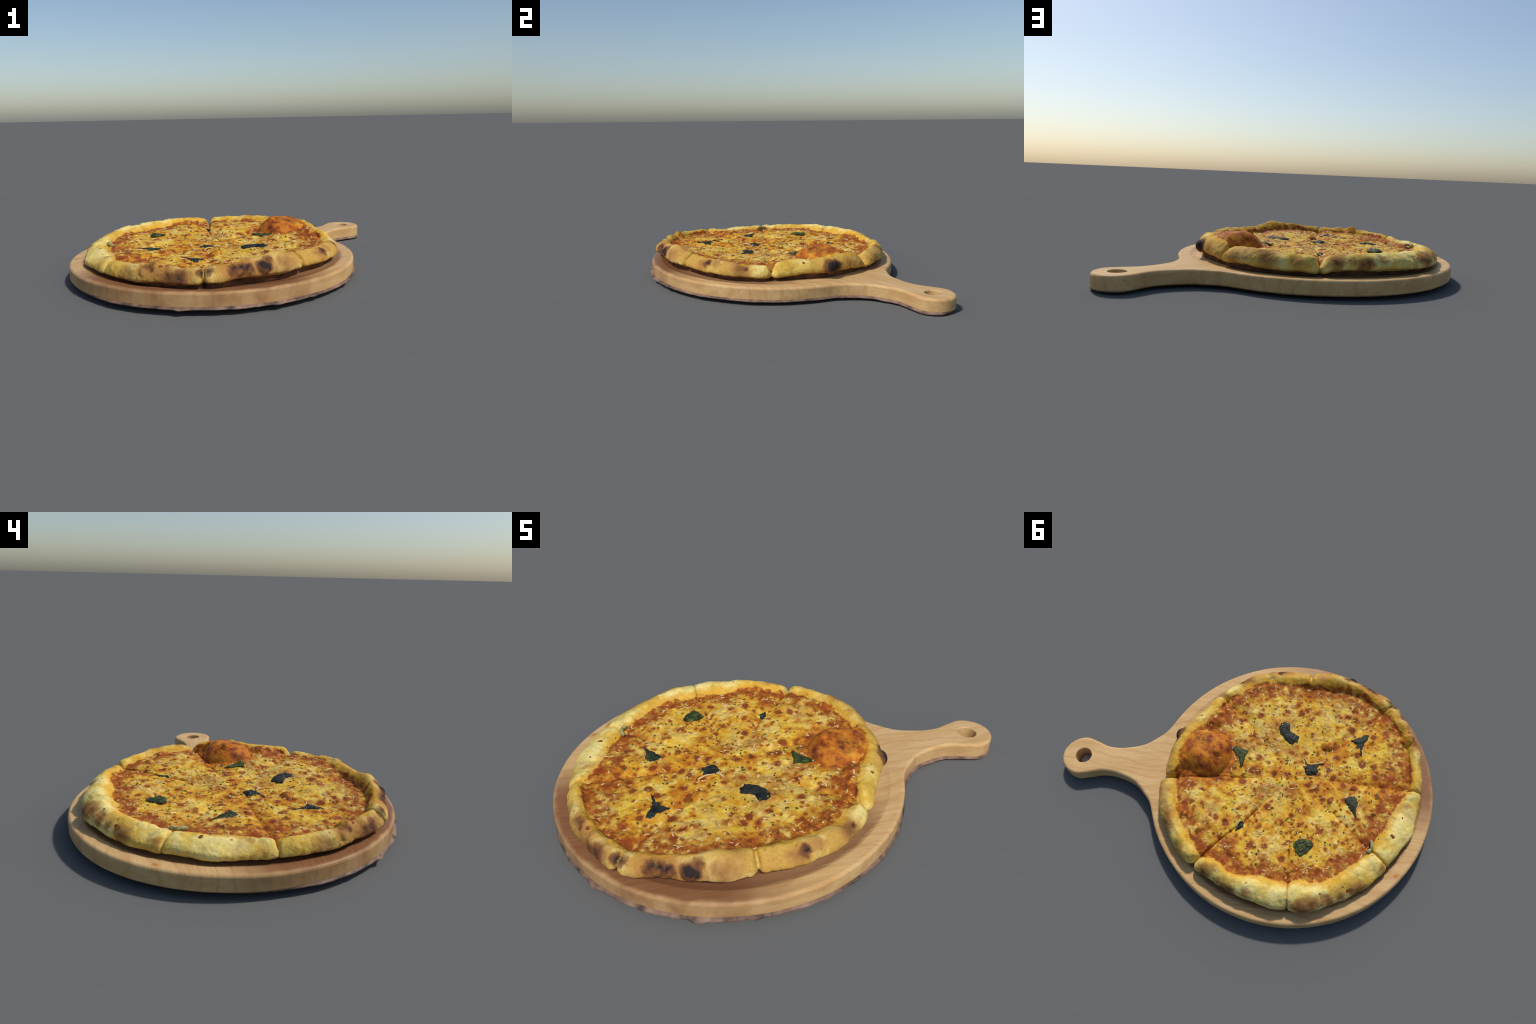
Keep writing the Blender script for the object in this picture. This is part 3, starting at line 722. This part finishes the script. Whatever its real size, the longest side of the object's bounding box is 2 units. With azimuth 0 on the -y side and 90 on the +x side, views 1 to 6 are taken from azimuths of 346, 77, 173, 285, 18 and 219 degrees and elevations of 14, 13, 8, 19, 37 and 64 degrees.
sv, sf = [], []
for i in range(380):
    px, py = scatter_xy(.62, .55)
    L = rng.uniform(.008, .030); a0 = rng.uniform(0, 6.28); bend = rng.uniform(-1.4, 1.4); rad0 = rng.uniform(.0024, .0056)
    path = []; cx_, cy_ = px, py
    for k in range(5):
        zc, _ = drop_on(cx_, cy_); path.append((cx_, cy_, zc - .45 * rad0 + .0006 * math.sin(k / 4 * math.pi)))
        cx_ += L / 4 * math.cos(a0 + bend * k / 4); cy_ += L / 4 * math.sin(a0 + bend * k / 4)
    v1, f1 = tube(path, [rad0 * m for m in (.5, .95, 1, .95, .5)], 7)
    b0 = len(sv); sv += [tuple(v) for v in v1]; sf += [tuple(k + b0 for k in f) for f in f1]
for ends in (((.029, -.128), (-.014, -.106)), ((-.017, -.112), (-.050, -.140), (-.077, -.175))):      # two strands draped by the middle leaf
    pp = np.array(ends); tt = np.linspace(0, len(pp) - 1, 9)
    px = np.interp(tt, range(len(pp)), pp[:, 0]); py = np.interp(tt, range(len(pp)), pp[:, 1])
    v1, f1 = tube([(a, b, drop_on(a, b)[0] + .004 + .005 * math.sin(i / 8 * math.pi)) for i, (a, b) in enumerate(zip(px, py))], [.002, .003, .0035, .0035, .004, .0045, .005, .005, .003], 8)
    b0 = len(sv); sv += [tuple(v) for v in v1]; sf += [tuple(k + b0 for k in f) for f in f1]
shreds = add_object("grated_cheese_shreds", make_mesh("grated_cheese_shreds", sv, sf, None, MAT_SHRED), pizza); shreds["kind"] = "stuff"

# =================================================================== board
THICK, ROUND_T, ROUND_B = .078, .016, .010
R_PLATE = .812
side = [(.752, .306), (.784, .240), (.823, .192), (.893, .129), (.968, .098), (1.04, .082), (1.11, .083), (1.178, .104), (1.240, .122)]
def spline(pts, n):
    p = np.array(pts); p = np.vstack([2 * p[0] - p[1], p, 2 * p[-1] - p[-2]]); out = []
    for k in range(1, len(p) - 2):
        for s in range(n):
            t = s / n
            out.append(.5 * (2 * p[k] + (p[k + 1] - p[k - 1]) * t + (2 * p[k - 1] - 5 * p[k] + 4 * p[k + 1] - p[k + 2]) * t * t + (3 * p[k] - p[k - 1] - 3 * p[k + 1] + p[k + 2]) * t ** 3))
    return np.array(out)
A0 = math.atan2(.306, .752)
up_side = spline(side, 10)                                        # from plate to tip
tipa = np.linspace(rad(88), rad(-88), 44)
tip = np.stack([1.243 + .122 * np.cos(tipa), .122 * np.sin(tipa)], 1)
lo_side = up_side[::-1] * [1, -1]
arc = np.linspace(-A0, -(2 * math.pi - A0), 420)[1:]
arcp = R_PLATE * np.stack([np.cos(arc), np.sin(arc)], 1)
outline = np.vstack([up_side, tip, lo_side, arcp])[::-1]          # counter-clockwise
keep = [0]
for i in range(1, len(outline)):
    if np.linalg.norm(outline[i] - outline[keep[-1]]) > .0025:
        keep.append(i)
outline = outline[keep]
NO = len(outline)
tang = np.roll(outline, -1, 0) - np.roll(outline, 1, 0); tang /= np.linalg.norm(tang, axis=1)[:, None]
onorm = np.stack([tang[:, 1], -tang[:, 0]], 1)
for _ in range(2):
    onorm = .5 * onorm + .25 * np.roll(onorm, 1, 0) + .25 * np.roll(onorm, -1, 0)
onorm /= np.linalg.norm(onorm, axis=1)[:, None]

loops = []                                                        # (inset, z, normal tilt from horizontal)
for a in np.linspace(90, 0, 7):
    loops.append((ROUND_T * (1 - math.cos(rad(a))), -ROUND_T * (1 - math.sin(rad(a))), a))
for zq in np.linspace(-ROUND_T, -THICK + ROUND_B, 6)[1:-1]:
    loops.append((0.0, zq, 0))
for a in np.linspace(0, -90, 6):
    loops.append((ROUND_B * (1 - math.cos(rad(a))), -THICK + ROUND_B * (1 + math.sin(rad(a))), a))
BV, BN, BF = [], [], []
def add_loop(pts, z, nxy, tilt):
    b = len(BV); c_, s_ = math.cos(rad(tilt)), math.sin(rad(tilt))
    for p, m in zip(pts, nxy):
        BV.append((p[0], p[1], z)); BN.append((m[0] * c_, m[1] * c_, s_))
    return b
def join(a, b, n):
    for j in range(n):
        k = (j + 1) % n
        BF.append((a + j, b + j, b + k, a + k))
wobble = .0016 * fbm(np.c_[outline, np.zeros(NO)], 9, 3, 201)
first = prev = None
for inset, zq, tl in loops:
    wz = wobble * (1 - inset / ROUND_T) + .0010 * vnoise(np.c_[outline, np.full(NO, zq)], 24, 203) * (tl == 0)
    b = add_loop(outline - onorm * (inset - wz)[:, None], zq, onorm, tl)
    if prev is not None:
        join(b, prev, NO)          # outward
    else:
        first = b
    prev = b
last = prev
BF[:] = [f[::-1] for f in BF]
# handle hole
HC = np.array([1.241, 0.0]); NH = 80
ha = np.arange(NH) / NH * 2 * np.pi; hdir = np.stack([np.cos(ha), np.sin(ha)], 1)
hprev = None
for hr, zq, tl in [(.0515, 0, 90), (.0490, -.0008, 65), (.0472, -.0030, 30), (.0465, -.007, 0), (.0465, -.035, 0), (.0465, -.070, 0), (.049, -THICK, -90)]:
    b = add_loop(HC + hdir * hr, zq, -hdir, tl)
    if hprev is None:
        hole_top = b
    else:
        for j in range(NH):
            k = (j + 1) % NH
            BF.append((hprev + j, hprev + k, b + k, b + j))
    hprev = b
hole_bot = hprev
# juice groove round the plate
NG = 360
ga = np.arange(NG) / NG * 2 * np.pi; gdir = np.stack([np.cos(ga), np.sin(ga)], 1)
gprev = None
for gr, zq, tl in [(.748, 0, 90), (.744, -.0006, 105), (.738, -.0018, 104), (.729, -.0030, 98), (.716, -.0036, 90), (.703, -.0030, 82), (.694, -.0018, 76), (.686, -.0006, 75), (.680, 0, 90)]:
    b = add_loop(gdir * gr, zq, gdir, tl)
    if gprev is None:
        groove_out = b
    else:
        join(gprev, b, NG)
        for q in range(NG):
            BF[-1 - q] = BF[-1 - q][::-1]
    gprev = b
groove_in = gprev
# flat faces
def cap(outer, holes, z, nz, split_pair=None):
    ids = list(outer[0]); edges = [(i, (i + 1) % len(ids)) for i in range(len(ids))]
    polys = [np.array([BV[i][:2] for i in outer[0]])]
    for hset in holes:
        o = len(ids); m = len(hset); ids += list(hset); edges += [(o + i, o + (i + 1) % m) for i in range(m)]
        polys.append(np.array([BV[i][:2] for i in hset]))
    if split_pair:
        edges.append(split_pair)
    vv, _, ff, ov, _, _ = delaunay_2d_cdt([Vector(BV[i][:2]) for i in ids], edges, [], 0, 1e-6)
    back = [ids[o[0]] if o else None for o in ov]
    def inside(p, poly):
        x1, y1 = poly[:, 0], poly[:, 1]; x2, y2 = np.roll(x1, -1), np.roll(y1, -1)
        c_ = ((y1 > p[1]) != (y2 > p[1]))
        with np.errstate(divide="ignore", invalid="ignore"):
            xi = (x2 - x1) * (p[1] - y1) / (y2 - y1) + x1
        return (np.count_nonzero(c_ & (p[0] < xi)) % 2) == 1
    for f in ff:
        cen = np.mean([vv[i] for i in f], axis=0)
        if inside(cen, polys[0]) and not any(inside(cen, p) for p in polys[1:]):
            fi = [back[i] for i in f]
            a, b, c3 = (np.array(BV[i][:2]) for i in fi[:3])
            ccw = (b[0] - a[0]) * (c3[1] - a[1]) - (b[1] - a[1]) * (c3[0] - a[0]) > 0
            BF.append(tuple(fi) if ccw == (nz > 0) else tuple(fi[::-1]))
HS = .835                                                          # where the handle begins
cand = np.where(outline[:, 0] > .76)[0]
iu = int(cand[np.argmin(np.abs(outline[cand, 0] - HS) + 9 * (outline[cand, 1] < 0))])
il = int(cand[np.argmin(np.abs(outline[cand, 0] - HS) + 9 * (outline[cand, 1] > 0))])
cap((range(first, first + NO),), [range(groove_out, groove_out + NG), range(hole_top, hole_top + NH)], 0, 1, (iu, il))
cap((range(groove_in, groove_in + NG),), [], 0, 1)
cap((range(last, last + NO),), [range(hole_bot, hole_bot + NH)], -THICK, -1, (iu, il))

BVa, BNa = np.array(BV), np.array(BN)
is_handle = []
oi = np.zeros(len(BV), bool)
between = np.zeros(NO, bool)
a, b = min(iu, il), max(iu, il)
inner_sel = np.zeros(NO, bool); inner_sel[a:b + 1] = True
if outline[inner_sel, 0].mean() < .8:
    inner_sel = ~inner_sel; inner_sel[[iu, il]] = True
for L in range(len(loops)):
    oi[first + L * NO: first + (L + 1) * NO] = inner_sel
oi[hole_top:hole_top + 7 * NH] = True
fh = [f for f in BF if all(oi[k] for k in f)]
fp = [f for f in BF if not all(oi[k] for k in f)]

board = add_object("serving_board", None, None, (BOARD_C[0], BOARD_C[1], 0))
board["label"] = "round beech pizza board with short holed handle"
board["category"] = "serving board"
nrm = Vector((-TILT_X, -TILT_Y, 1)).normalized()
tiltm = Vector((0, 0, 1)).rotation_difference(nrm).to_matrix().to_4x4() @ Matrix.Rotation(HANDLE_ANGLE, 4, "Z")
def board_part(name, faces):
    idx = np.unique(np.concatenate([np.array(f) for f in faces]))
    remap = np.full(len(BVa), -1); remap[idx] = np.arange(len(idx))
    me = make_mesh(name, BVa[idx], [tuple(int(remap[k]) for k in f) for f in faces], BNa[idx] / np.linalg.norm(BNa[idx], axis=1)[:, None], MAT_WOOD)
    o = add_object(name, me, board)
    o.matrix_local = Matrix.Translation((0, 0, BOARD_TOP)) @ tiltm
    return o
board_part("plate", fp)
board_part("handle", fh)

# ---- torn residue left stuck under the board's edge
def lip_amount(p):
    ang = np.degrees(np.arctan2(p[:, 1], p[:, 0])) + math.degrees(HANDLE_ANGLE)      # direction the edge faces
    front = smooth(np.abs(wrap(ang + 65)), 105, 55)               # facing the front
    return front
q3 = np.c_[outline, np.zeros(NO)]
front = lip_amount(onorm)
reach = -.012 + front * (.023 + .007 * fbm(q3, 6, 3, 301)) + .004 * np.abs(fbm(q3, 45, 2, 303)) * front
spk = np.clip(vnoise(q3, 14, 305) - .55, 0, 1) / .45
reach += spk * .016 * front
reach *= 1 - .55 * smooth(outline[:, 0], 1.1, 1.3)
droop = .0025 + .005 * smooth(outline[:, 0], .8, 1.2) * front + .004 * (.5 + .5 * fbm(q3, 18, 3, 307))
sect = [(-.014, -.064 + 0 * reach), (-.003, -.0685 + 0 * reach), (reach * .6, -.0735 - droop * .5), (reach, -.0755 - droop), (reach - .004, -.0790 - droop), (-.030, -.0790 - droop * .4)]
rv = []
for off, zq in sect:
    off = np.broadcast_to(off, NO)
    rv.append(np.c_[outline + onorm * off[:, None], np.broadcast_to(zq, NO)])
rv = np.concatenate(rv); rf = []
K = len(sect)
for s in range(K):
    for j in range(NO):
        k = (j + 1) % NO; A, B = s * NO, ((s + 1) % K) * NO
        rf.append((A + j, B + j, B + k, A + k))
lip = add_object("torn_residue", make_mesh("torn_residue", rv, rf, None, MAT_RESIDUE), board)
lip.matrix_local = Matrix.Translation((0, 0, BOARD_TOP)) @ tiltm
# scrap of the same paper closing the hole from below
fr = np.arange(48) / 48 * 2 * np.pi
fl_v = [(HC[0], 0, -.0735)] + [(HC[0] + q * math.cos(a), q * math.sin(a), -.0735 - .002 * (q > .03)) for q in (.025, .052) for a in fr]
fl_v += [(x0, y0, z0 - .002) for x0, y0, z0 in fl_v]
m = 97
fl_f = []
for j in range(48):
    k = (j + 1) % 48
    fl_f += [(0, 1 + j, 1 + k), (1 + j, 49 + j, 49 + k, 1 + k), (m, m + 1 + k, m + 1 + j), (m + 1 + j, m + 1 + k, m + 49 + k, m + 49 + j), (49 + j, m + 49 + j, m + 49 + k, 49 + k)]
scrap = add_object("paper_scrap", make_mesh("paper_scrap", fl_v, fl_f, None, MAT_SCRAP), board)
scrap.matrix_local = Matrix.Translation((0, 0, BOARD_TOP)) @ tiltm
bpy.context.view_layer.update()
